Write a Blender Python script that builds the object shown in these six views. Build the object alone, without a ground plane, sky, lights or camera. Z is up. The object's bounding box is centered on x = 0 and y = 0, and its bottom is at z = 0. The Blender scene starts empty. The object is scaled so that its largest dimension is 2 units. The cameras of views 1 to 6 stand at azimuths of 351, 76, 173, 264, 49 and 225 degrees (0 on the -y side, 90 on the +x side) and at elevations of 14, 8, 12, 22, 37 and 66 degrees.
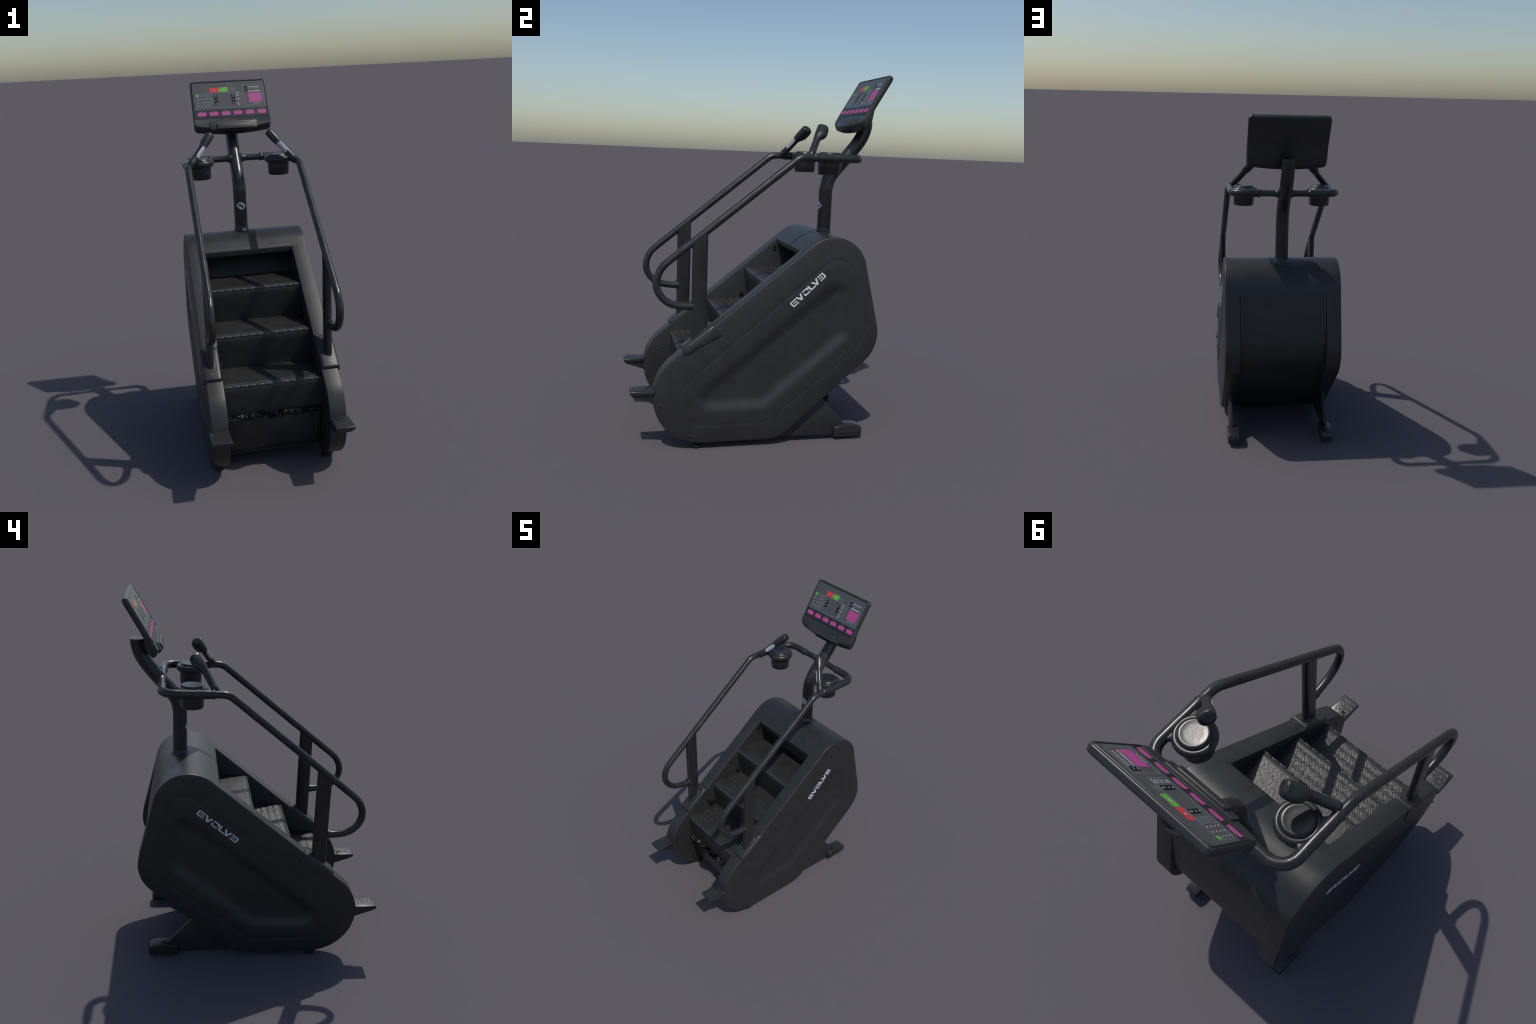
import bpy, bmesh, math, random
import numpy as np
from mathutils import Vector, Matrix

random.seed(7)
RNG = np.random.default_rng(7)

# ------------------------------------------------------------------ materials
def principled(name, color, rough=0.5, spec=0.5, metal=0.0, mottling=0.12, scale=14.0,
               bump=0.0, bump_scale=400.0, coat=0.0):
    m = bpy.data.materials.new(name)
    m.use_nodes = True
    nt = m.node_tree
    bsdf = nt.nodes["Principled BSDF"]
    tc = nt.nodes.new("ShaderNodeTexCoord")
    noise = nt.nodes.new("ShaderNodeTexNoise")
    noise.inputs["Scale"].default_value = scale
    noise.inputs["Detail"].default_value = 6.0
    nt.links.new(tc.outputs["Object"], noise.inputs["Vector"])
    ramp = nt.nodes.new("ShaderNodeValToRGB")
    ramp.color_ramp.elements[0].position = 0.3
    ramp.color_ramp.elements[1].position = 0.7
    lo = [c * (1 - mottling) for c in color]
    hi = [min(1, c * (1 + mottling)) for c in color]
    ramp.color_ramp.elements[0].color = (*lo, 1)
    ramp.color_ramp.elements[1].color = (*hi, 1)
    nt.links.new(noise.outputs["Fac"], ramp.inputs["Fac"])
    nt.links.new(ramp.outputs["Color"], bsdf.inputs["Base Color"])
    # slightly uneven gloss
    mr = nt.nodes.new("ShaderNodeMapRange")
    mr.inputs["To Min"].default_value = max(0.05, rough - 0.05)
    mr.inputs["To Max"].default_value = min(1.0, rough + 0.05)
    nt.links.new(noise.outputs["Fac"], mr.inputs["Value"])
    nt.links.new(mr.outputs["Result"], bsdf.inputs["Roughness"])
    bsdf.inputs["Metallic"].default_value = metal
    bsdf.inputs["Specular IOR Level"].default_value = spec
    bsdf.inputs["Coat Weight"].default_value = coat
    if bump > 0:
        n2 = nt.nodes.new("ShaderNodeTexNoise")
        n2.inputs["Scale"].default_value = bump_scale
        n2.inputs["Detail"].default_value = 3.0
        nt.links.new(tc.outputs["Object"], n2.inputs["Vector"])
        b = nt.nodes.new("ShaderNodeBump")
        b.inputs["Strength"].default_value = bump
        b.inputs["Distance"].default_value = 0.002
        nt.links.new(n2.outputs["Fac"], b.inputs["Height"])
        nt.links.new(b.outputs["Normal"], bsdf.inputs["Normal"])
    return m

HOUSING = principled("housing_plastic", (0.0225, 0.0230, 0.0238), 0.42, 0.5, bump=0.04, bump_scale=500)
SEAM = principled("seam_dark", (0.006, 0.006, 0.0065), 0.8, 0.2)
TUBE = principled("painted_tube", (0.0215, 0.0222, 0.0232), 0.29, 0.5, mottling=0.2, bump=0.12, bump_scale=60)
FOAM = principled("rubber_sleeve", (0.0205, 0.0212, 0.0222), 0.31, 0.5, mottling=0.18, bump=0.12, bump_scale=70)
STEP = principled("step_plastic", (0.0195, 0.0197, 0.0200), 0.48, 0.5, mottling=0.18, bump=0.08, bump_scale=160)  # base slightly darkened, copying shade baked into the risers
TREAD = principled("tread_rubber", (0.0235, 0.0235, 0.0230), 0.40, 0.5, mottling=0.2, bump=0.1, bump_scale=300)
NOSE = principled("nose_highlight", (0.040, 0.040, 0.040), 0.33, 0.5, mottling=0.3, scale=60)  # paler grey puts the highlights on the nose ribs into the colour
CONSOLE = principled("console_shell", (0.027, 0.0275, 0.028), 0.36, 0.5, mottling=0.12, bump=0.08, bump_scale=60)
METAL = principled("worn_metal", (0.16, 0.16, 0.16), 0.38, 0.5, metal=0.6, mottling=0.5, scale=120)
BLACK = principled("dark_rubber_and_shade", (0.010, 0.010, 0.0105), 0.55, 0.4)  # rubber parts; on the riser this black stands in for shade
WHITE = principled("white_print", (0.62, 0.63, 0.67), 0.5, 0.4, mottling=0.04)
BADGE = principled("grey_print", (0.52, 0.55, 0.60), 0.5, 0.4, mottling=0.06)
SENSOR = principled("sensor_plate", (0.42, 0.43, 0.48), 0.32, 0.5, metal=0.15, mottling=0.06)
SCREEN = principled("screen_print", (0.070, 0.074, 0.078), 0.34, 0.5, mottling=0.06)
BAND = principled("key_band", (0.014, 0.015, 0.017), 0.42, 0.4, mottling=0.08)
PINK = principled("pink_print", (0.40, 0.070, 0.235), 0.42, 0.4, mottling=0.05)
RED = principled("red_print", (0.56, 0.040, 0.055), 0.42, 0.4, mottling=0.05)
GREEN = principled("green_print", (0.13, 0.37, 0.055), 0.42, 0.4, mottling=0.05)
LINE = principled("line_print", (0.185, 0.195, 0.20), 0.45, 0.4, mottling=0.1, scale=200)
GLYPH = principled("glyph_print", (0.42, 0.43, 0.45), 0.45, 0.4, mottling=0.35, scale=500)
SLOT = principled("slot_print", (0.006, 0.0065, 0.008), 0.6, 0.2)

# ------------------------------------------------------------------ helpers
ROOT = bpy.data.objects.new("stair_climber", None)
bpy.context.collection.objects.link(ROOT)
ROOT["label"] = "charcoal stair climber gym machine with rails and tilted console"
ROOT["category"] = "exercise machine"

def add(name, mesh, mat=None, parent=ROOT, angle=40, stuff=False):
    ob = bpy.data.objects.new(name, mesh)
    bpy.context.collection.objects.link(ob)
    ob.parent = parent
    if mat is not None and not mesh.materials:
        mesh.materials.append(mat)
    if angle:
        mesh.shade_smooth()
        mesh.set_sharp_from_angle(angle=math.radians(angle))
    if stuff:
        ob["kind"] = "stuff"
    return ob

def mesh_from(name, verts, faces, fix=True):
    me = bpy.data.meshes.new(name)
    me.from_pydata([tuple(map(float, v)) for v in verts], [], [tuple(map(int, f)) for f in faces])
    if fix:
        bm = bmesh.new(); bm.from_mesh(me)
        bmesh.ops.remove_doubles(bm, verts=bm.verts, dist=1e-6)
        bmesh.ops.recalc_face_normals(bm, faces=bm.faces)
        bm.to_mesh(me); bm.free()
    me.update()
    return me

def bevel_mesh(me, width, segs=2, angle=35):
    bm = bmesh.new(); bm.from_mesh(me)
    es = [e for e in bm.edges if len(e.link_faces) == 2 and e.calc_face_angle(0) > math.radians(angle)]
    bmesh.ops.bevel(bm, geom=es, offset=width, segments=segs, profile=0.5, affect='EDGES', clamp_overlap=True)
    bm.to_mesh(me); bm.free(); me.update()
    return me

def prism(name, poly, frame, t0, t1, bevel=0.0, segs=2):
    """poly: 2D points; frame(a,b,t)->xyz; extruded from t0 to t1"""
    n = len(poly)
    v = [frame(a, b, t0) for a, b in poly] + [frame(a, b, t1) for a, b in poly]
    f = [tuple(range(n)), tuple(range(2 * n - 1, n - 1, -1))]
    f += [(i, (i + 1) % n, n + (i + 1) % n, n + i) for i in range(n)]
    me = mesh_from(name, v, f)
    if bevel:
        bevel_mesh(me, bevel, segs)
    return me

def box(name, x0, x1, y0, y1, z0, z1, bevel=0.0, segs=2):
    return prism(name, [(y0, z0), (y1, z0), (y1, z1), (y0, z1)], lambda a, b, t: (t, a, b), x0, x1, bevel, segs)

def loft(name, rings, cap=True):
    """rings: list of equally long closed point loops"""
    n = len(rings[0]); v = [p for r in rings for p in r]; f = []
    for k in range(len(rings) - 1):
        for i in range(n):
            j = (i + 1) % n
            f.append((k * n + i, k * n + j, (k + 1) * n + j, (k + 1) * n + i))
    if cap:
        f.append(tuple(range(n - 1, -1, -1)))
        f.append(tuple(range((len(rings) - 1) * n, len(rings) * n)))
    return mesh_from(name, v, f)

def fillet(pts, radii, seg=10):
    """round the inner corners of a 3D polyline"""
    out = [np.array(pts[0], float)]
    for i in range(1, len(pts) - 1):
        p = np.array(pts[i], float); a = np.array(pts[i - 1], float) - p; b = np.array(pts[i + 1], float) - p
        la, lb = np.linalg.norm(a), np.linalg.norm(b); a /= la; b /= lb
        th = math.acos(max(-1, min(1, a @ b))); r = radii[i]
        if r <= 0 or th > math.pi - 0.02:
            out.append(p); continue
        d = min(r / math.tan(th / 2), 0.49 * la, 0.49 * lb); r = d * math.tan(th / 2)
        c = p + (a + b) / np.linalg.norm(a + b) * (r / math.sin(th / 2))
        s, e = p + a * d - c, p + b * d - c
        ang = math.pi - th
        for k in range(seg + 1):
            t = k / seg
            out.append(c + (math.sin((1 - t) * ang) * s + math.sin(t * ang) * e) / math.sin(ang))
    out.append(np.array(pts[-1], float))
    return out

def tube(name, pts, radius, n=24, step=0.012, lump=0.0, seed=0):
    """round tube along a polyline; radius is a number or f(arc fraction, length)"""
    P = np.array(pts, float)
    L = np.r_[0, np.cumsum(np.linalg.norm(np.diff(P, axis=0), axis=1))]
    m = max(2, int(L[-1] / step))
    s = np.unique(np.r_[np.linspace(0, L[-1], m), L])
    Q = np.stack([np.interp(s, L, P[:, k]) for k in range(3)], 1)
    T = np.gradient(Q, axis=0); T /= np.linalg.norm(T, axis=1)[:, None]
    u = np.cross(T[0], [0.3, 0.2, 1.0]); u /= np.linalg.norm(u)
    rng = np.random.default_rng(seed); ph = rng.uniform(0, 6.28, 8)
    rings = []
    for q, t, si in zip(Q, T, s):
        u = u - (u @ t) * t; u /= np.linalg.norm(u); w = np.cross(t, u)
        r = radius(si, L[-1]) if callable(radius) else radius
        ring = []
        for i in range(n):
            a = 2 * math.pi * i / n
            rr = r * (1 + lump * (math.sin(a * 2 + si * 31 + ph[0]) + math.sin(a * 3 - si * 47 + ph[1]) + math.sin(si * 83 + ph[2])))
            ring.append(q + rr * (math.cos(a) * u + math.sin(a) * w))
        rings.append(ring)
    return loft(name, rings)

def lathe(name, prof, cx, cy, n=48):
    v, f = [], []
    for r, z in prof:
        for i in range(n):
            a = 2 * math.pi * i / n
            v.append((cx + r * math.cos(a), cy + r * math.sin(a), z))
    for k in range(len(prof) - 1):
        for i in range(n):
            j = (i + 1) % n
            f.append((k * n + i, k * n + j, (k + 1) * n + j, (k + 1) * n + i))
    f.append(tuple(range(n - 1, -1, -1)))
    f.append(tuple(range((len(prof) - 1) * n, len(prof) * n)))
    return mesh_from(name, v, f)

def smoothstep(a, b, x):
    t = min(1.0, max(0.0, (x - a) / (b - a))); return t * t * (3 - 2 * t)

# ------------------------------------------------------------------ side outline
def disc_hull(discs, shrink=0.0, fine=720):
    pts = []
    for y, z, r in discs:
        r = max(0.006, r - shrink)
        for i in range(fine):
            a = 2 * math.pi * i / fine
            pts.append((y + r * math.cos(a), z + r * math.sin(a)))
    pts = sorted(set(pts))
    def half(p):
        h = []
        for q in p:
            while len(h) > 1 and (h[-1][0] - h[-2][0]) * (q[1] - h[-2][1]) - (h[-1][1] - h[-2][1]) * (q[0] - h[-2][0]) <= 0:
                h.pop()
            h.append(q)
        return h
    a, b = half(pts), half(pts[::-1])
    return np.array(a[:-1] + b[:-1])      # counter-clockwise

def resample(poly, n, start):
    P = np.vstack([poly, poly[:1]])
    L = np.r_[0, np.cumsum(np.linalg.norm(np.diff(P, axis=0), axis=1))]
    dense = np.linspace(0, L[-1], 20000)
    Q = np.stack([np.interp(dense, L, P[:, 0]), np.interp(dense, L, P[:, 1])], 1)
    k = np.argmin(np.linalg.norm(Q - np.array(start), axis=1))
    s = (dense[k] + np.linspace(0, L[-1], n, endpoint=False)) % L[-1]
    return np.stack([np.interp(s, L, P[:, 0]), np.interp(s, L, P[:, 1])], 1)

def cast(poly, c, dirs):
    """where rays from c leave a convex polygon"""
    out = []
    A = poly; B = np.roll(poly, -1, axis=0); E = B - A
    for d in dirs:
        den = d[0] * E[:, 1] - d[1] * E[:, 0]
        w = A - c
        t = (w[:, 0] * E[:, 1] - w[:, 1] * E[:, 0]) / np.where(abs(den) < 1e-12, 1e-12, den)
        u = (w[:, 0] * d[1] - w[:, 1] * d[0]) / np.where(abs(den) < 1e-12, 1e-12, den)
        ok = (t > 0) & (u >= -1e-6) & (u <= 1 + 1e-6)
        out.append(c + d * t[ok].max())
    return np.array(out)

BODY = [(-0.318, 0.290, 0.255), (0.041, 0.188, 0.153), (0.436, 0.605, 0.203), (0.368, 0.945, 0.1875)]
GROOVE = [(-0.305, 0.271, 0.140), (-0.010, 0.231, 0.102), (0.424, 0.602, 0.120), (0.388, 0.920, 0.098)]
DISH = [(-0.275, 0.283, 0.080), (-0.012, 0.283, 0.080), (0.402, 0.626, 0.080), (0.386, 0.824, 0.080)]
N = 420
X_OUT, X_IN = 0.346, 0.258
SWELL = 0.0105
LIP_Y = 0.205                                   # front edge of the hood on the top line
TOPSLOPE = 0.833
def top_z(y): return 0.659 + TOPSLOPE * (y + 0.265)

hull = disc_hull(BODY)
O = resample(hull, N, (LIP_Y, top_z(LIP_Y)))     # counter-clockwise, starts at the hood lip
Tn = np.roll(O, -1, axis=0) - np.roll(O, 1, axis=0); Tn /= np.linalg.norm(Tn, axis=1)[:, None]
IN = np.stack([-Tn[:, 1], Tn[:, 0]], 1)          # inward normal
C0 = np.array([0.075, 0.56])
DIRS = O - C0; DIRS /= np.linalg.norm(DIRS, axis=1)[:, None]
G1 = cast(disc_hull(GROOVE), C0, DIRS); G2 = cast(disc_hull(GROOVE, 0.004), C0, DIRS); G3 = cast(disc_hull(GROOVE, 0.009), C0, DIRS)
D = [cast(disc_hull(DISH, 0.070 * k / 5), C0, DIRS) for k in range(6)]

# counter-clockwise from the lip: goes up-left? (y decreasing) -> find which way the hood lies
hood_dir = 1 if O[5][0] > O[0][0] else -1
def hull_index(y, z):
    return int(np.argmin(np.linalg.norm(O - np.array([y, z]), axis=1)))
HOOD = []                                        # indices from lip over the top and down the back
i = 0
while True:
    HOOD.append(i)
    if O[i][0] > 0.45 and O[i][1] < 0.952: break
    i = (i + hood_dir) % N
BACK = []                                        # indices of the rear panel, seam to underside front
i = HOOD[-1]
while True:
    BACK.append(i)
    if O[i][0] < -0.29 and O[i][1] < 0.06: break
    i = (i + hood_dir) % N
HOODSET = set(HOOD)

def flank(s):
    rings = []                                   # (points, x)
    rings.append((O, X_IN)); rings.append((O, 0.300)); rings.append((O, X_OUT - 0.0055))
    for k in range(1, 6):
        a = k / 5 * math.pi / 2 * 0.92
        rings.append((O + IN * 0.0055 * (1 - math.cos(a)), X_OUT - 0.0055 + 0.0055 * math.sin(a)))
    base = O + IN * 0.016
    X1 = X_OUT + SWELL                            # crown of the swollen cover
    rings.append((base, X_OUT + 0.0020))
    for t in (0.2, 0.4, 0.6, 0.8):
        rings.append((base * (1 - t) + G1 * t, X_OUT + 0.002 + (SWELL - 0.004) * math.sin(t * math.pi / 2)))
    rings.append((G1, X1 - 0.0017)); rings.append((G2, X1 - 0.0025)); rings.append((G3, X1 - 0.0012))
    for t in (0.25, 0.5, 0.75, 0.92):
        rings.append((G3 * (1 - t) + D[0] * t, X1 - 0.0012 * (1 - t) - 0.0006 * t * t))
    for k in range(6):
        t = k / 5; rings.append((D[k], X1 - 0.0008 - 0.0165 * (t * t * (3 - 2 * t))))
    rings.append((D[5] * 0.9 + C0 * 0.1, X1 - 0.0176)); rings.append((D[5] * 0.5 + C0 * 0.5, X1 - 0.0170))
    v = [(s * x, p[0], p[1]) for P, x in rings for p in P]; f = []
    for k in range(len(rings) - 1):
        for i in range(N):
            j = (i + 1) % N
            f.append((k * N + i, k * N + j, (k + 1) * N + j, (k + 1) * N + i))
    v.append((s * (X1 - 0.0168), C0[0], C0[1])); c = len(v) - 1
    k = len(rings) - 1
    f += [(k * N + i, k * N + (i + 1) % N, c) for i in range(N)]
    f.append(tuple(range(N)))                    # inner wall
    me = mesh_from("side_housing", v, f)
    bm = bmesh.new(); bm.from_mesh(me)           # round the inner rim where the stairwell is open
    hoodpts = {(round(O[i][0], 5), round(O[i][1], 5)) for i in HOOD}
    es = []
    for e in bm.edges:
        a, b = e.verts
        if abs(abs(a.co.x) - X_IN) < 1e-5 and abs(abs(b.co.x) - X_IN) < 1e-5 and len(e.link_faces) == 2:
            if e.calc_face_angle(0) > 0.8 and not ((round(a.co.y, 5), round(a.co.z, 5)) in hoodpts and (round(b.co.y, 5), round(b.co.z, 5)) in hoodpts):
                es.append(e)
    bmesh.ops.bevel(bm, geom=es, offset=0.0045, segments=3, profile=0.5, affect='EDGES')
    bm.to_mesh(me); bm.free()
    return me

SIDE = {}
for s in (1, -1):
    SIDE[s] = add("side_housing", flank(s), HOUSING, angle=48)

# hood between the flanks: outer skin, rolled front lip, inner skin
def hood():
    prof = []
    y0, z0 = O[0]
    prof += [(y0 + 0.045, z0 + 0.012), (y0 + 0.022, z0 - 0.030), (y0 + 0.012, z0 - 0.034), (y0 + 0.006, z0 - 0.031), (y0 + 0.001, z0 - 0.006), (y0 + 0.001, z0 - 0.002), (y0 + 0.004, z0 + 0.0030)]
    prof += [tuple(O[i]) for i in HOOD if O[i][0] > y0 + 0.008]
    e = HOOD[-1]
    prof += [tuple(O[e] + IN[e] * 0.012)]
    prof += [tuple(O[i] + IN[i] * 0.012) for i in HOOD[::-1] if O[i][0] > y0 + 0.06]
    xs = np.linspace(-X_IN - 0.0008, X_IN + 0.0008, 13)
    return loft("hood", [[(x, a, b) for a, b in prof] for x in xs])
add("hood", hood(), HOUSING, angle=50)

# rear and underside panel, sinking between the flanks as it goes down
def rear_panel():
    out, inn = [], []
    L = 0
    for k, i in enumerate(BACK):
        if k: L += np.linalg.norm(O[i] - O[BACK[k - 1]])
        d = float(np.interp(L, [0, .05, .12, .20, .28, .34, .40, .45, .50, .56, .62, .70, .80, 1.0], [.002, .005, .009, .014, .023, .036, .045, .050, .050, .041, .030, .023, .018, .014]))
        p = O[i] + IN[i] * d
        out.append(tuple(p)); inn.append(tuple(O[i] + IN[i] * (d + 0.012)))
    prof = out + inn[::-1]
    me = loft("rear_panel", [[(x, a, b) for a, b in prof] for x in np.linspace(-0.2562, 0.2562, 9)])
    return me
add("rear_panel", rear_panel(), HOUSING, angle=50)

# ------------------------------------------------------------------ steps
NOSES = [(-0.425, 0.500), (-0.206, 0.692), (0.012, 0.884)]
HALF = 0.2565
def herringbone(x, y, w=0.0072, n=4):
    a = (x + y) / math.sqrt(2) / w + 1000; b = (x - y) / math.sqrt(2) / w + 1000
    i, j = np.floor(a), np.floor(b); fx, fy = a - i, b - j
    t = np.mod(i - j, 2 * n)
    hor = t < n
    along = np.where(hor, t + fx, (2 * n - 1 - t) + fy); across = np.where(hor, fy, fx)
    e = np.minimum(np.minimum(along, n - along) * 0.9, np.minimum(across, 1 - across) * 1.6)
    return np.clip(e / 0.55, 0, 1)

def grid_mesh(name, X, Y, Z):
    nx, ny = X.shape
    v = np.stack([X, Y, Z], -1).reshape(-1, 3)
    idx = np.arange(nx * ny).reshape(nx, ny)
    f = np.stack([idx[:-1, :-1], idx[1:, :-1], idx[1:, 1:], idx[:-1, 1:]], -1).reshape(-1, 4)
    return v, f

def blur_noise(shape, k, rng):
    a = rng.normal(size=shape)
    ker = np.ones(k) / k
    for ax in (0, 1):
        for _ in range(2):
            a = np.apply_along_axis(lambda m: np.convolve(m, ker, mode='same'), ax, a)
    return a / a.std()

tooth_me = box("nose_rib", -0.0203, 0.0203, -0.0030, 0.013, -0.012, -0.0010, 0.0040, 3)
for k, (ny, nz) in enumerate(NOSES):
    depth = 0.240 if k < 2 else 0.280
    # body of the step: riser leaning slightly, rounded nose
    bot = (NOSES[k - 1][1] - 0.01) if k else 0.322
    prof = [(ny + depth, nz - 0.003), (ny + 0.022, nz - 0.003), (ny + 0.015, nz - 0.0043), (ny + 0.009, nz - 0.0075), (ny + 0.0045, nz - 0.0125), (ny + 0.0015, nz - 0.020), (ny + 0.0005, nz - 0.029),
            (ny + 0.002, nz - 0.050), (ny + 0.006, nz - 0.08), (ny + 0.011, nz - 0.12), (ny + 0.017, nz - 0.16), (ny + 0.021, bot),
            (ny + 0.05, bot), (ny + depth, nz - 0.05)]
    st = add("step", loft("step", [[(x, a, b) for a, b in prof] for x in (-HALF, HALF)]), STEP, angle=35)
    # patterned tread, relief in the mesh
    xs = np.linspace(-0.246, 0.246, 330); ys = np.linspace(ny + 0.020, ny + min(depth, 0.25) - 0.004, 150)
    X, Y = np.meshgrid(xs, ys, indexing='ij')
    amp = [0.0014, 0.0014, 0.0003][k]
    wear = 0.85 + 0.22 * blur_noise(X.shape, 7, RNG)
    h = herringbone(X + 0.0006 * blur_noise(X.shape, 7, RNG), Y) * amp * np.clip(wear, 0.1, 1.2) + (0.00018 if k < 2 else 0.0001) * blur_noise(X.shape, 5, RNG)
    edge = np.minimum(np.minimum(X - xs[0], xs[-1] - X), np.minimum(Y - ys[0], ys[-1] - Y))
    h = (h + 0.0014) * np.clip(edge / 0.006, 0, 1)
    v, f = grid_mesh("tread", X, Y, nz - 0.003 + h)
    v[:, 2] = np.where(edge.reshape(-1) <= 0, nz - 0.006, v[:, 2])
    add("tread", mesh_from("tread", v, f, fix=False), TREAD, parent=st, angle=60)
    # ribbed edge strip
    for i in range(12):
        o = add("nose_rib", tooth_me, NOSE, parent=st, angle=0)
        o.location = (-0.2365 + i * 0.043, ny + 0.0075, nz - 0.0045)
        o.rotation_euler = (math.radians(-38), 0, 0)
for p in tooth_me.polygons: p.use_smooth = True
tooth_me.set_sharp_from_angle(angle=math.radians(40))

# riser that disappears under the hood, kick plate below the last step
prof = [(0.282, 0.860), (0.292, 0.895), (0.312, 0.935), (0.338, 0.98), (0.364, 1.02), (0.385, 1.06), (0.40, 1.06), (0.40, 0.860)]
add("riser", loft("riser", [[(x, a, b) for a, b in prof] for x in (-HALF, HALF)]), BLACK, angle=40)  # painted black to imitate the deep shade under the hood
add("kick_plate", prism("kick_plate", [(-0.408, 0.300), (-0.400, 0.250), (-0.389, 0.200), (-0.376, 0.150), (-0.366, 0.115), (-0.354, 0.094), (-0.335, 0.084), (-0.335, 0.100), (-0.365, 0.300)], lambda a, b, t: (t, a, b), -0.250, 0.250, 0.003), HOUSING)
for s in (1, -1):
    add("kick_plate_edge", prism("kick_plate_edge", [(-0.4095, 0.292), (-0.402, 0.250), (-0.391, 0.200), (-0.378, 0.150), (-0.369, 0.115), (-0.362, 0.115), (-0.380, 0.200), (-0.400, 0.292)], lambda a, b, t: (t, a, b), s * 0.2295 - 0.006, s * 0.2295 + 0.006, 0.001), HOUSING)

# random chunks added in the gap, imitating a ragged scan fault
def crumbs(name, boxes, n, smin, smax, rng):
    V, F = [], []
    for _ in range(n):
        b = boxes[rng.integers(len(boxes))]
        c = [rng.uniform(b[0], b[1]), rng.uniform(b[2], b[3]), rng.uniform(b[4], b[5])]
        sz = rng.uniform(smin, smax, 3)
        R = np.array(Matrix.Rotation(rng.uniform(0, 6.28), 3, Vector(rng.normal(size=3)).normalized()))
        base = len(V)
        for dx, dy, dz in [(-1,-1,-1),(1,-1,-1),(1,1,-1),(-1,1,-1),(-1,-1,1),(1,-1,1),(1,1,1),(-1,1,1)]:
            q = np.array([dx, dy, dz]) * sz * 0.5 * rng.uniform(0.6, 1.1, 3)
            V.append(R @ q + c)
        F += [tuple(base + i for i in t) for t in [(0,3,2,1),(4,5,6,7),(0,1,5,4),(1,2,6,5),(2,3,7,6),(3,0,4,7)]]
    return mesh_from(name, V, F)
rod = tube("crumb_backing_bar", [(-HALF, -0.398, 0.312), (HALF, -0.398, 0.312)], 0.010, n=12, step=0.02, lump=0.08, seed=3)
add("crumb_backing_bar", rod, SLOT)  # added dark bar backing the loose chunks
rng = np.random.default_rng(11)
add("scan_crumbs_grey", crumbs("scan_crumbs_grey", [(-0.25, 0.25, -0.418, -0.404, 0.303, 0.320)], 60, 0.005, 0.018, rng), METAL, angle=30, stuff=True)  # grey chunks for the bright bits of the scan fault
add("scan_crumbs_dark", crumbs("scan_crumbs_dark", [(-0.25, 0.25, -0.420, -0.404, 0.302, 0.323)], 130, 0.006, 0.024, rng), SLOT, angle=30, stuff=True)  # dark chunks for the black bits of the scan fault
add("scan_crumbs_wall", crumbs("scan_crumbs_wall", [(-0.2565, -0.245, -0.255, -0.205, 0.515, 0.560), (-0.2575, -0.252, -0.012, 0.012, 0.702, 0.725),
     (-0.2575, -0.253, 0.188, 0.202, 0.985, 1.012), (0.245, 0.2565, -0.255, -0.215, 0.515, 0.545), (0.25, 0.2565, -0.03, 0.0, 0.705, 0.72)], 45, 0.006, 0.018, rng), SLOT, angle=30, stuff=True)  # dark lumps added for scan debris along the stairwell walls

# ------------------------------------------------------------------ saddle brackets and uprights on the flanks
ct, st_ = math.cos(math.atan(TOPSLOPE)), math.sin(math.atan(TOPSLOPE))
def saddle(s):
    rings = []
    for y, rise, skirt in [(-0.424, 0.003, 0.014), (-0.415, 0.021, 0.022), (-0.38, 0.021, 0.026), (-0.31, 0.018, 0.046), (-0.268, 0.016, 0.058), (-0.262, 0.005, 0.058)]:
        sec = [(0.2600, -0.010), (0.2600, rise * 0.55), (0.266, rise * 0.92), (0.276, rise), (0.342, rise), (0.351, rise * 0.85),
               (0.3565, rise * 0.4), (0.3580, -skirt * 0.5), (0.3570, -skirt * 0.92), (0.351, -skirt), (0.335, -skirt)]
        yz0 = (y, top_z(y))
        rings.append([(s * x, yz0[0] - st_ * h, yz0[1] + ct * h) for x, h in sec])
    return bevel_mesh(loft("saddle_bracket", rings), 0.004, 2, 50)

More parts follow.
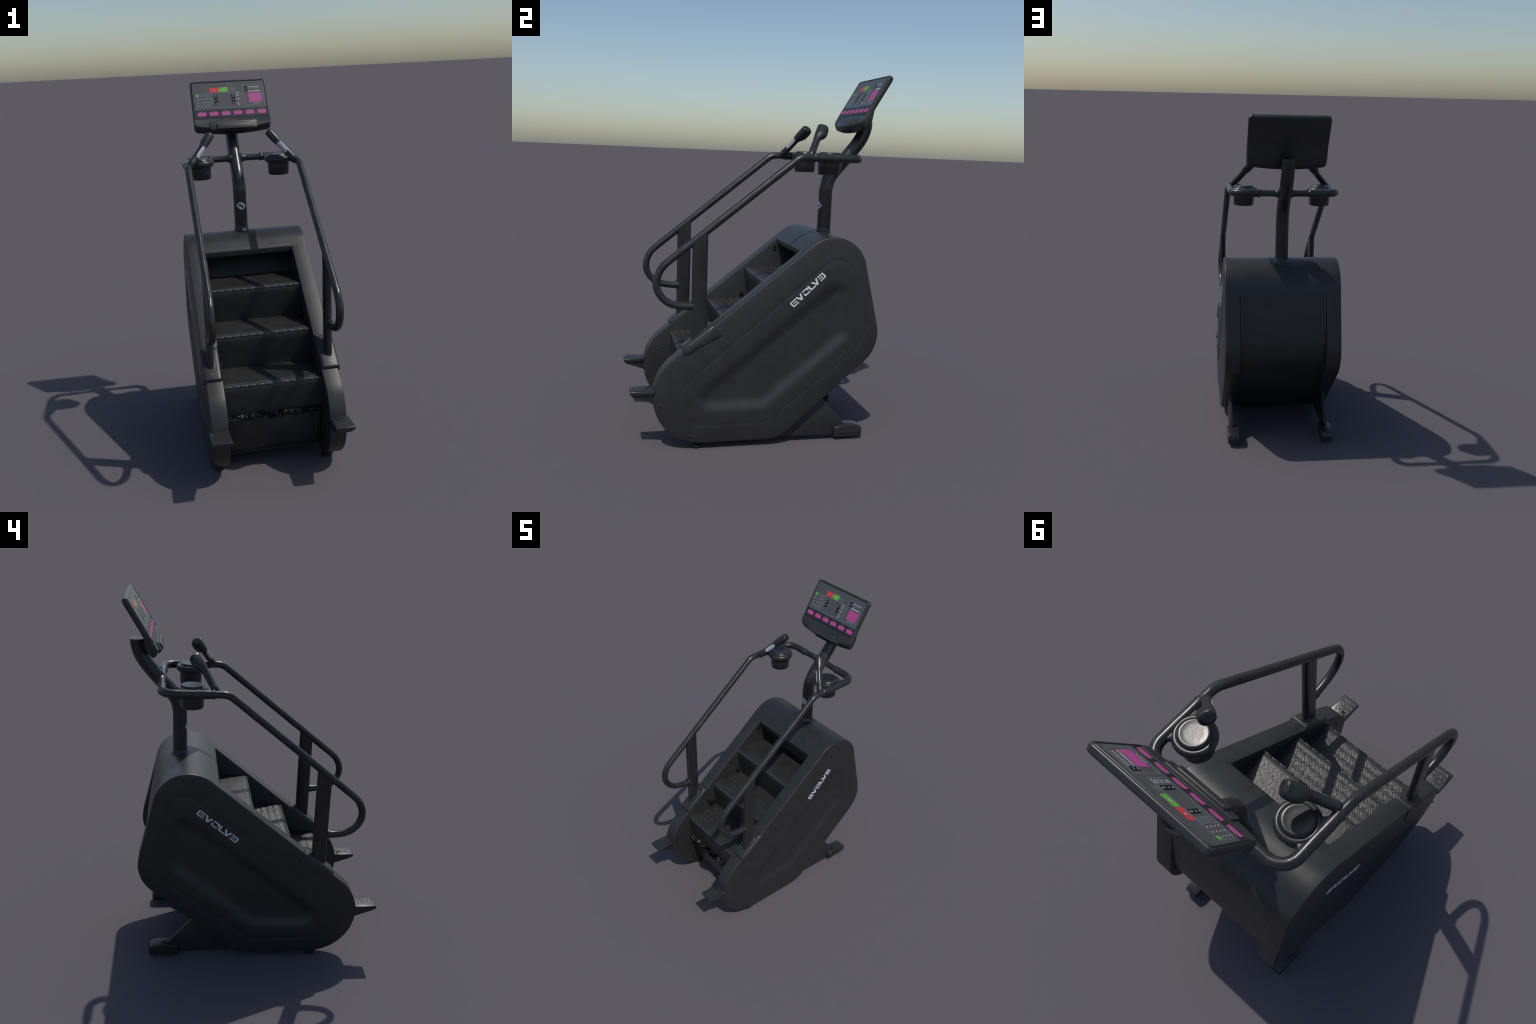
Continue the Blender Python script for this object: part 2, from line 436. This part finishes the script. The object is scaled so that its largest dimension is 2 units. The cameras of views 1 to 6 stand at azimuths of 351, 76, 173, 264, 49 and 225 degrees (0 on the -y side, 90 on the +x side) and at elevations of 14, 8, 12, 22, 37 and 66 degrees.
def obround(cx, cy, hx, hy, n=28):
    out = []
    for i in range(n):
        a = 2 * math.pi * i / n
        c, sn = math.cos(a), math.sin(a)
        out.append((cx + hx * math.copysign(abs(c) ** 0.75, c), cy + hy * math.copysign(abs(sn) ** 0.45, sn)))
    return out
for s in (1, -1):
    br = add("saddle_bracket", saddle(s), HOUSING, angle=45)
    for y, x in ((-0.404, 0.310), (-0.285, 0.275)):
        z = top_z(y) + 0.020
        ax = Vector((0, -st_, ct))
        me = tube("bolt", [Vector((s * x, y, z)) + ax * t for t in (-0.006, 0.002, 0.007, 0.0075)], lambda q, L: 0.0075 if q < L - 0.001 else 0.005, n=14, step=0.1)
        add("bolt", me, METAL, parent=br, angle=35)
    up = [[(s * x, y, z) for x, y in obround((0.3125 + 0.0028 * k) if s > 0 else (0.309 - 0.001 * k), -0.345 - 0.001 * k, 0.0180, 0.0395)] for k, z in enumerate((0.575, 0.75, 0.95, 1.05))]
    # top cut to follow the handrail
    top = [(p[0], p[1], 1.128 + 0.80 * (p[1] + 0.345)) for p in up[-1]]
    up.append(top)
    add("upright", loft("upright", up), TUBE, angle=40)
    # collar at the foot of the upright
    col = [[(s * x, y, top_z(y) + dz + 0.008) for x, y in obround(0.3125 if s > 0 else 0.309, -0.345, 0.0180 + e, 0.0405 + e)] for e, dz in ((0.007, -0.01), (0.007, 0.012), (0.003, 0.018), (0.0, 0.019))]
    add("upright_collar", loft("upright_collar", col), HOUSING, angle=60)

# ------------------------------------------------------------------ handrails
RAIL = [(0.319, -0.375, 0.763), (0.323, -0.446, 0.769), (0.325, -0.497, 0.782), (0.326, -0.537, 0.812), (0.326, -0.561, 0.852),
        (0.326, -0.567, 0.886), (0.326, -0.561, 0.924), (0.325, -0.540, 0.966), (0.324, -0.509, 0.997)]
RAIL_UP = fillet([(0.3215, -0.36, 1.1175), (0.3125, 0.167, 1.546), (0.3095, 0.240, 1.547)], [0, 0.085, 0], 10)
def smooth_poly(pts, sub=6):
    P = [np.array(p, float) for p in pts]; P = [2 * P[0] - P[1]] + P + [2 * P[-1] - P[-2]]
    out = []
    for i in range(1, len(P) - 2):
        for k in range(sub):
            t = k / sub
            out.append(0.5 * (2 * P[i] + (P[i + 1] - P[i - 1]) * t + (2 * P[i - 1] - 5 * P[i] + 4 * P[i + 1] - P[i + 2]) * t * t + (3 * P[i] - P[i - 1] - 3 * P[i + 1] + P[i + 2]) * t ** 3))
    out.append(P[-2]); return out
def mir(pts, s): return [(s * p[0], p[1], p[2]) for p in pts]
SLEEVE = fillet([(0.3095, 0.232, 1.547), (0.306, 0.503, 1.547), (0.140, 0.503, 1.547)], [0, 0.072, 0], 14)
for s in (1, -1):
    # the left rail leans in a little at its lower end
    lean = lambda P: [(p[0] - (0.016 * max(0, min(1, (1.5 - p[2]) / 0.5)) if s < 0 else 0.003), p[1], p[2]) for p in P]
    a = lean(smooth_poly(RAIL)); b = lean(RAIL_UP[1:]) if s < 0 else RAIL_UP[1:]
    if s < 0: a, b = ([(p[0], p[1], p[2] - 0.004 * smoothstep(1.52, 1.2, p[2])) for p in P] for P in (a, b))
    add("handrail", tube("handrail", mir(a + b, s), 0.0194, n=24, lump=0.006, seed=2 + s), TUBE, angle=50)
    # weld at the joint with the upright
    add("weld_ring", tube("weld_ring", mir([(0.316 if s > 0 else 0.305, -0.386, 0.7655), (0.317 if s > 0 else 0.306, -0.397, 0.766)], s), 0.0222, n=20), TUBE)
    def rad(q, L):
        r = 0.0226
        for e in (q, L - q):
            if e < 0.006: r = min(r, 0.019 + 0.0032 * math.sqrt(max(0, e / 0.006)))
            elif e < 0.016: r = max(r, 0.0243)
            elif e < 0.024: r = 0.0220
        return r
    add("rail_sleeve", tube("rail_sleeve", mir(SLEEVE, s), rad, n=24, step=0.005, lump=0.007, seed=5), FOAM, angle=50)
    add("crossbar", tube("crossbar", mir([(0.145, 0.503, 1.547), (0.02, 0.508, 1.547)], s),
        lambda q, L: 0.0190 + 0.0065 * smoothstep(L - 0.040, L - 0.020, q), n=22, step=0.005, lump=0.006), TUBE, angle=50)

# ------------------------------------------------------------------ angled pulse grips
SECT = [(-0.02, .016, .016, 0), (0.03, .0175, .0175, 0), (0.07, .0212, .0212, 0), (0.12, .0192, .0192, 0), (0.35, .0190, .0190, 0), (0.56, .0192, .0194, 0),
        (0.62, .0205, .0220, .0025), (0.68, .0232, .0280, .0075), (0.74, .0250, .0320, .0110), (0.85, .0255, .0330, .0120), (0.94, .0252, .0315, .0110),
        (0.985, .0240, .0290, .009), (1.003, .0205, .0250, .0085), (1.008, .012, .015, .008)]
GRIPS = {1: ((0.300, 0.222, 1.552), (0.169, 0.314, 1.711)), -1: ((0.297, 0.226, 1.552), (0.158, 0.330, 1.710))}
for s in (1, -1):
    BASE, TIP = map(np.array, GRIPS[s])
    GL = np.linalg.norm(TIP - BASE); AX = (TIP - BASE) / GL
    WIDE = np.array([0.25, 1.0, 0.0]); WIDE -= (WIDE @ AX) * AX; WIDE /= np.linalg.norm(WIDE)
    THIN = np.cross(AX, WIDE); M = np.array([s, 1, 1])
    rings = []
    for t, rt, rw, off in SECT:
        c = BASE + AX * GL * t + WIDE * off
        box_ = 1.0 if t < 0.6 else 0.8                  # paddle is squarer than the shaft
        cs = [(math.cos(2 * math.pi * i / 28), math.sin(2 * math.pi * i / 28)) for i in range(28)]
        rings.append([M * (c + rt * math.copysign(abs(a) ** box_, a) * THIN + rw * math.copysign(abs(b) ** box_, b) * WIDE) for a, b in cs])
    g = add("pulse_grip", loft("pulse_grip", rings), FOAM, angle=60)
    face = np.array([-0.55, -0.85, 0.05]); face -= (face @ AX) * AX; face /= np.linalg.norm(face); side = np.cross(AX, face)
    rows = []
    for k in range(15):
        t = 0.255 + 0.35 * k / 14
        wdt = 0.66 * math.sqrt(max(0.0, 1 - abs(2 * k / 14 - 1) ** 6)) + 0.02
        rim = lambda r, qs: [M * (BASE + AX * GL * t + r * (math.cos(q * wdt) * face + math.sin(q * wdt) * side)) for q in qs]
        rows.append(rim(0.0206, np.linspace(-1, 1, 9)) + rim(0.0185, np.linspace(1, -1, 9)))
    add("sensor_plate", loft("sensor_plate", rows), SENSOR, parent=g, angle=50)

# ------------------------------------------------------------------ cup holders
CUP = [(0.040, 1.457), (0.056, 1.457), (0.0595, 1.460), (0.0615, 1.510), (0.062, 1.526), (0.069, 1.528), (0.0765, 1.534), (0.0812, 1.545), (0.0800, 1.557), (0.074, 1.5645),
       (0.066, 1.5665), (0.0605, 1.5645), (0.0580, 1.567), (0.0565, 1.5735), (0.052, 1.5765), (0.046, 1.5755), (0.030, 1.5750)]
for s in (1, -1):
    cup = add("cup_holder", lathe("cup_holder", CUP, s * 0.229, 0.350), FOAM, angle=60)
    # web joining the ring to the rail
    poly = [(0.268, 0.292), (0.300, 0.262), (0.303, 0.438), (0.268, 0.408)]
    add("cup_web", prism("cup_web", poly, lambda a, b, t: (s * a, b, t), 1.536, 1.562, 0.008, 3), FOAM, parent=cup, angle=60)

# ------------------------------------------------------------------ mast
MAST = [(0, 0.412, 1.10), (0, 0.412, 1.33), (0, 0.414, 1.375), (0, 0.425, 1.420), (0, 0.449, 1.463), (0, 0.495, 1.518), (0, 0.545, 1.576), (0, 0.590, 1.634),
        (0, 0.616, 1.680), (0, 0.628, 1.718), (0, 0.631, 1.740), (0, 0.631, 1.757)]
MAST_R = 0.0385
mast = add("mast", bevel_mesh(tube("mast", smooth_poly(MAST, 5), MAST_R, n=40, step=0.02), 0.003, 2, 60), TUBE, angle=40)
def flange():
    rings = []
    for r, dz in ((0.058, -0.030), (0.054, -0.004), (0.046, 0.004), (0.0415, 0.013), (0.0395, 0.024)):
        rings.append([(r * math.cos(a), 0.412 + r * math.sin(a), 1.1305 - 1.6 * max(0, 0.0 + (r * math.sin(a) + 0.044) ** 2) * 1.7 + dz) for a in np.linspace(0, 2 * math.pi, 40, endpoint=False)])
    return loft("mast_flange", rings)
add("mast_flange", flange(), HOUSING, angle=60)

# interlocking emblem on the front of the mast (arc-length wrapped strokes)
def ribbon_on_mast(poly, z0, name="emblem_stroke"):
    W = 0.0082
    P = [np.array(p) for p in poly]
    Ls, Rs = [], []
    for i, p in enumerate(P):
        d0 = (P[i] - P[i - 1]) if i else (P[1] - P[0]); d1 = (P[i + 1] - P[i]) if i < len(P) - 1 else d0
        d0 = d0 / np.linalg.norm(d0); d1 = d1 / np.linalg.norm(d1)
        n0 = np.array([-d0[1], d0[0]]); n1 = np.array([-d1[1], d1[0]])
        m = n0 + n1; m /= np.linalg.norm(m); k = W / 2 / (m @ n0)
        Ls.append(p + m * k); Rs.append(p - m * k)
    v, f = [], []
    SUB = 6
    def emit(q, r):
        a = q[0] / MAST_R
        return (r * math.sin(a), 0.412 - r * math.cos(a), z0 + q[1])
    sects = []
    for i in range(len(P) - 1):
        for k in range(SUB + (i == len(P) - 2)):
            t = k / SUB
            sects.append((Ls[i] * (1 - t) + Ls[i + 1] * t, Rs[i] * (1 - t) + Rs[i + 1] * t))
    rings = [[emit(l, MAST_R + 0.0012), emit(r, MAST_R + 0.0012), emit(r, MAST_R - 0.001), emit(l, MAST_R - 0.001)] for l, r in sects]
    return loft(name, rings)
S1 = [(0.0000, -0.0215), (-0.0255, 0.0010), (-0.0090, 0.0190), (0.0135, 0.0005)]
S2 = [(-x, -y) for x, y in S1]
for k, st in enumerate((S1, S2)):
    add("emblem_stroke", ribbon_on_mast(st, 1.279), BADGE, parent=mast, angle=30)

# ------------------------------------------------------------------ side lettering
def glyph_parts(ch):
    E = [[(0, .205), (.22, .205), (.22, .795), (0, .795)], [(0, .80), (1.08, .80), (1.08, 1), (.12, 1), (0, .90)], [(0, .20), (0, .10), (.12, 0), (1.08, 0), (1.08, .20)], [(.40, .415), (1.04, .415), (1.04, .585), (.40, .585)]]
    if ch == 'E': return E
    if ch == 'M': return [[(1.10 - a, b) for a, b in p][::-1] for p in E]
    if ch == 'V': return [[(0, 1), (.28, 1), (.56, .36), (.84, 1), (1.12, 1), (.72, 0), (.40, 0)]]
    if ch == 'O': return [[(.08, 1), (.08, .78), (.84, .78), (.84, .52), (1.10, .52), (1.10, .86), (.96, 1)], [(1.02, 0), (1.02, .22), (.26, .22), (.26, .48), (0, .48), (0, .14), (.14, 0)]]
    if ch == 'L': return [[(0, 1), (0, .14), (.14, 0), (1.0, 0), (1.0, .22), (.27, .22), (.27, 1)]]
from mathutils.bvhtree import BVHTree
def lettering(s, origin, along, height):
    tree = BVHTree.FromPolygons([v.co.copy() for v in SIDE[s].data.vertices], [tuple(p.vertices) for p in SIDE[s].data.polygons])
    def cover_x(p):
        hit = tree.ray_cast(Vector((s * 0.6, p[0], p[1])), Vector((-s, 0, 0)))[0]
        return hit.x
    o, a, h = map(np.array, (origin, along, height))
    starts = (0.0, 0.170, 0.352, 0.530, 0.648, 0.828); adv = 0.190
    for k, ch in enumerate("EVOLVM"):
        V, F = [], []
        for part in glyph_parts(ch):
            pts = [o + a * (starts[k] + (p[0] / 1.12) * adv * 0.90) + h * p[1] for p in part]
            n = len(pts); b = len(V)
            V += [(cover_x(p) - s * 0.004, *p) for p in pts] + [(cover_x(p) + s * 0.0012, *p) for p in pts]
            F += [tuple(b + i for i in range(n)), tuple(b + i for i in range(2 * n - 1, n - 1, -1))]
            F += [(b + i, b + (i + 1) % n, b + n + (i + 1) % n, b + n + i) for i in range(n)]
        add("letter", mesh_from("letter", V, F), WHITE, parent=SIDE[s], angle=0)
lettering(1, (0.153, 0.760), (0.172, 0.168), (-0.025, 0.021))
lettering(-1, (0.330, 0.915), (-0.212, -0.175), (-0.020, 0.025))

# small bolts on the housing
def bolt_at(p, axis, r=0.006, par=ROOT):
    p, axis = Vector(p), Vector(axis)
    me = tube("bolt", [p - axis * 0.004, p + axis * 0.002, p + axis * 0.004, p + axis * 0.0043], lambda q, L: r if q < L - 0.001 else r * 0.6, n=14, step=0.1)
    add("bolt", me, HOUSING, parent=par, angle=35)
for s in (1, -1):
    for y, z in ((-0.560, 0.250), (0.555, 0.643), (-0.380, 0.080)):
        bolt_at((s * (X_OUT + (0.0085 if y > 0 else 0.006)), y + 0.02 * (y < -0.5), z), (s, 0, 0), 0.0048, SIDE[s])
    bolt_at((s * X_IN, -0.500, 0.385), (-s, 0, 0), 0.006, SIDE[s])

# ------------------------------------------------------------------ outer foot plates at the front
def crumb_plate(x0, x1, y0, y1, z, rng):
    xs = np.linspace(x0, x1, 80); ys = np.linspace(y0, y1, 90)
    X, Y = np.meshgrid(xs, ys, indexing='ij')
    h = 0.0010 * herringbone(X, Y, 0.0062, 3) * np.clip(0.7 + 0.5 * blur_noise(X.shape, 5, rng), 0, 1.5)
    edge = np.minimum(np.minimum(X - x0, x1 - X), np.minimum(Y - y0, y1 - Y))
    Z = z + np.where(edge <= 0, -0.003, 0.0008 + h * np.clip(edge / 0.006, 0, 1))
    return grid_mesh("grip_pad", X, Y, Z)
for s in (1, -1):
    x0, x1 = (0.2555, 0.3565)
    pl = add("foot_plate", box("foot_plate", s * x0, s * x1, -0.690, -0.565, 0.309, 0.3295, 0.005, 3), TUBE)
    a, b = sorted((s * (x0 + 0.007), s * (x1 - 0.007)))
    v, f = crumb_plate(a, b, -0.683, -0.572, 0.3285, np.random.default_rng(20 + s))
    add("grip_pad", mesh_from("grip_pad", v, f, fix=False), TREAD, parent=pl, angle=70)
    poly = [(-0.683, 0.3105), (-0.681, 0.298), (-0.560, 0.256), (-0.540, 0.3105)]
    add("foot_plate_bracket", prism("foot_plate_bracket", poly, lambda p, q, t: (t, p, q), s * 0.268, s * 0.345, 0.004), HOUSING, parent=pl)

rng = np.random.default_rng(31)
add("scan_crumbs_pad", crumbs("scan_crumbs_pad", [(0.284, 0.296, -0.606, -0.592, 0.3275, 0.3290), (0.272, 0.280, -0.588, -0.582, 0.3275, 0.3288)], 14, 0.004, 0.010, rng), SLOT, angle=30, stuff=True)  # dark lumps added in place of ragged scan holes in the pad

# ------------------------------------------------------------------ levelling feet, rear legs
FOOT = [(0.022, 0.0), (0.030, 0.001), (0.0325, 0.006), (0.0325, 0.013), (0.029, 0.018), (0.018, 0.021), (0.015, 0.024), (0.015, 0.05), (0.015, 0.075)]
for s in (1, -1):
    add("levelling_foot", lathe("levelling_foot", FOOT, s * 0.297, -0.338, 32), BLACK, angle=45)
    poly = [(0.06, 0.050), (0.10, 0.030), (0.45, 0.026), (0.500, 0.072), (0.358, 0.232), (0.30, 0.29), (0.22, 0.24)]
    lg = add("rear_leg", prism("rear_leg", poly, lambda p, q, t: (t, p, q), s * 0.286, s * 0.3055, 0.004), HOUSING)
    prof = [(0.428, 0.016), (0.589, 0.016), (0.590, 0.060), (0.580, 0.075), (0.552, 0.083), (0.500, 0.086), (0.470, 0.081), (0.428, 0.072)]
    add("rear_foot", prism("rear_foot", prof, lambda p, q, t: (t, p, q), s * 0.253, s * 0.322, 0.006, 3), BLACK if False else TUBE, parent=lg)
    add("foot_ridge", box("foot_ridge", s * 0.3205, s * 0.3245, 0.462, 0.568, 0.036, 0.051, 0.0018), TUBE, parent=lg)
    bolt_at((s * 0.3055, 0.355, 0.140), (s, 0, 0), 0.005, lg)

# ------------------------------------------------------------------ console
CO = np.array([0, 0.6699, 2.0030]); PV = -0.006   # print sits a little lower on the face
CV = np.array([0, 0.50347, 0.86401]); CN = np.array([0, -0.86401, 0.50347])
def con(u, v, n): return CO + np.array([u, 0, 0]) + CV * v + CN * n
def console_outline(inset, m=16):
    w, top, r, rb = 0.2315 - inset, 0.0 - inset, 0.020 - inset * 0.6, 0.031 - inset * 0.6
    pts = []
    for k in range(m + 1):                       # top right, top left
        a = math.pi / 2 * k / m; pts.append((w - r + r * math.cos(math.pi / 2 - a + 0) , top - r + r * math.sin(math.pi / 2 - a)))
    for k in range(1, 10): pts.append((w, top - r - (0.308 - rb - r) * k / 10))
    for k in range(m + 1):
        a = math.pi / 2 * k / m; pts.append((w - rb + rb * math.cos(a), -0.304 + inset + rb * 0.75 - rb * 0.85 * math.sin(a)))
    y0 = pts[-1][1]; x0 = pts[-1][0]
    for k in range(1, 24):
        t = k / 24; x = x0 * (1 - 2 * t); pts.append((x, y0 - 0.016 * (1 - (x / x0) ** 2)))
    left = [(-u, v) for u, v in pts[: (m + 1) + 9 + (m + 1)]][::-1]
    return pts + left
def console_shell():
    rings = []
    for inset, depth in ((0.0115, 0.0), (0.006, 0.0005), (0.0025, -0.0012), (0.0003, -0.0045), (0, -0.009), (0, -0.018), (0.002, -0.025), (0.007, -0.029)):
        ring = []
        for u, v in console_outline(inset):
            fat = smoothstep(-0.205, -0.265, v) if False else smoothstep(0.205, 0.262, -v)
            d = depth * (1 + 0.70 * fat) 
            vv = v - 0.018 * smoothstep(0.25, 0.30, -v) * smoothstep(0.0, 0.018, -depth) + 0.010 * smoothstep(0.25, 0.30, -v) * smoothstep(0.025, 0.029, -depth)
            ring.append(con(u, vv, d))
        rings.append(ring)
    # close front and back with shrinking rings so that the back keeps its chin
    n = len(rings[0])
    out2 = console_outline(0.008)
    for sh in (0.85, 0.6, 0.3, 0.05):
        ring = []
        for u, v in out2:
            uu, vv = u * sh, -0.15 + (v + 0.15) * (sh if v > -0.15 else sh)
            fat = smoothstep(0.205, 0.262, -vv)
            ring.append(con(uu, vv, -0.029 * (1 + 0.70 * fat)))
        rings.append(ring)
    return loft("console", rings)
console = add("console", console_shell(), CONSOLE, angle=42)
add("console_mount", box("console_mount", -0.030, 0.030, 0.560, 0.618, 1.705, 1.742, 0.006), BLACK, parent=console)

def plate(name, u0, u1, v0, v1, n1, mat, n0=-0.003, parent=console, bev=0.0):
    poly = [(u0, v0 + PV), (u1, v0 + PV), (u1, v1 + PV), (u0, v1 + PV)]
    me = prism(name, poly, lambda a, b, t: con(a, b, t), n0, n1, bev)
    return add(name, me, mat, parent=parent, angle=30 if bev else 0)
def rpoly(u0, u1, v0, v1, r, m=5):
    out = []
    for cx, cy, a0 in ((u1 - r, v1 - r, 0), (u0 + r, v1 - r, 90), (u0 + r, v0 + r, 180), (u1 - r, v0 + r, 270)):
        for k in range(m + 1):
            a = math.radians(a0 + 90 * k / m); out.append((cx + r * math.cos(a), cy + r * math.sin(a)))
    return out
def rplate(name, u0, u1, v0, v1, r, n1, mat, n0=-0.003, parent=console):
    return add(name, prism(name, rpoly(u0, u1, v0 + PV, v1 + PV, r), lambda a, b, t: con(a, b, t), n0, n1), mat, parent=parent, angle=30)

screen = plate("screen", -0.2155, 0.2185, -0.189, -0.0085, 0.0007, SCREEN)
band = plate("key_band", -0.2155, 0.2185, -0.243, -0.1895, 0.0006, BAND)
# bezel: raised bead round left, top and right of the screen
bead = fillet([con(-0.2195, -0.252, 0.0), con(-0.2195, -0.010, 0.0), con(0.2225, -0.010, 0.0), con(0.2225, -0.252, 0.0)], [0, 0.012, 0.012, 0], 6)
add("bezel", tube("bezel", bead, 0.0033, n=10, step=0.05), TUBE, parent=console, angle=60)
add("bezel_bead", tube("bezel_bead", [con(-0.219, -0.2515, -0.0004), con(0.222, -0.2515, -0.0004)], 0.0016, n=8, step=0.05), TUBE, parent=console, angle=60)

Q = 0.0013
rplate("stop_button", -0.1175, -0.0615, -0.0745, -0.0425, 0.004, Q, RED)
rplate("start_button", -0.0605, -0.0045, -0.0745, -0.0425, 0.004, Q, GREEN)
plate("button_mark", -0.0935, -0.0865, -0.0625, -0.0545, Q + 0.0004, GLYPH)
plate("button_mark", -0.0365, -0.0285, -0.0625, -0.0545, Q + 0.0004, GLYPH)
for k in range(6):
    u = -0.2045 + 0.0722 * k
    rplate("workout_key", u, u + 0.0535, -0.2285, -0.2035, 0.002, Q, PINK)
    plate("key_caption", u + 0.012, u + 0.040, -0.2005, -0.1985, 0.0011, LINE)
plate("info_panel", 0.1145, 0.1955, -0.1530, -0.0905, Q, PINK)
def frame_lines(u0, u1, v0, v1, w=0.0016, h=0.0011):
    for a in ((u0, u1, v1 - w, v1), (u0, u1, v0, v0 + w), (u0, u0 + w, v0 + w, v1 - w), (u1 - w, u1, v0 + w, v1 - w)):
        plate("frame_line", *a, h, LINE)
frame_lines(0.0840, 0.2080, -0.1710, -0.0340, 0.0022)
frame_lines(-0.2035, -0.1345, -0.1740, -0.0795)
frame_lines(-0.1325, 0.0670, -0.1765, -0.0775)
frame_lines(-0.0970, -0.0690, -0.1570, -0.0860, 0.0010)
frame_lines(0.0070, 0.0355, -0.1550, -0.0845, 0.0010)
for u0, u1 in ((-0.0935, -0.0730), (0.0105, 0.0310)):
    rplate("level_slot", u0, u1, -0.1545, -0.0880, 0.003, 0.0014, SLOT)
    for v in (-0.149, -0.128, -0.106, -0.094):
        plate("level_mark", u0 + 0.006, u1 - 0.006, v - 0.0016, v + 0.0016, 0.0019, GLYPH)
rplate("level_slot", 0.0965, 0.1145, -0.0835, -0.0425, 0.003, 0.0014, SLOT)
for v in (-0.0775, -0.057): plate("level_mark", 0.101, 0.110, v - 0.0016, v + 0.0016, 0.0019, GLYPH)
rplate("start_key", -0.2005, -0.1845, -0.1005, -0.0815, 0.002, Q, GREEN)
rg = random.Random(5)
for r in range(4):
    for c in range(3):
        if r == 0 and c == 0: continue
        u = -0.1905 + 0.0215 * c; v = -0.094 - 0.0225 * r
        plate("number_key", u - 0.0025, u + 0.0025, v - 0.0028, v + 0.0028, Q, GLYPH)
# lines of small print
def small_print(u0, u1, v, h, n, mat=GLYPH):
    u = u0
    while u < u1 - 0.003:
        w = min(rg.uniform(0.003, 0.010), u1 - u)
        plate("print_mark", u, u + w, v - h / 2, v + h / 2, n, mat); u += w + rg.uniform(0.0012, 0.003)
for v, h in ((-0.0490, 0.0050), (-0.0565, 0.0030), (-0.0640, 0.0016)): small_print(0.1190, 0.1880, v, h, 0.0011, LINE if h < 0.004 else GLYPH)
small_print(0.1190, 0.1905, -0.0785, 0.0052, 0.0012, WHITE)
small_print(0.1330, 0.1800, -0.1605, 0.0026, 0.0011)
for v in (-0.084, -0.094, -0.106, -0.118, -0.128, -0.140, -0.150, -0.162):
    small_print(-0.126, -0.1045, v, 0.0032, 0.0012, LINE)
for v in (-0.084, -0.094, -0.104, -0.122, -0.132, -0.148, -0.158, -0.166):
    small_print(0.0405, 0.0600, v, 0.0036, 0.0012, GLYPH)
frame_lines(0.0090, 0.0330, -0.0640, -0.0475, 0.0022)
small_print(0.0100, 0.0340, -0.0700, 0.0024, 0.0012, LINE)

# device shelf at the bottom of the console
shelf = prism("device_shelf", rpoly(-0.139, 0.144, -0.326, -0.273, 0.010), lambda a, b, t: con(a, b, t), -0.006, 0.006, 0.003, 3)
add("device_shelf", shelf, CONSOLE, parent=console, angle=50)
lip = prism("shelf_lip", rpoly(-0.100, 0.110, -0.329, -0.287, 0.014), lambda a, b, t: con(a, b, t), -0.004, 0.015, 0.005, 3)
add("shelf_lip", lip, CONSOLE, parent=console, angle=50)
add("slot_dark_plate", prism("slot_dark_plate", [(-0.070, -0.030), (0.060, -0.030), (0.060, -0.012), (-0.070, -0.012)], lambda a, b, t: con(a, t, b), -0.335, -0.3415), SLOT, parent=console, angle=0)  # solid dark plate standing in for an opening in the underside
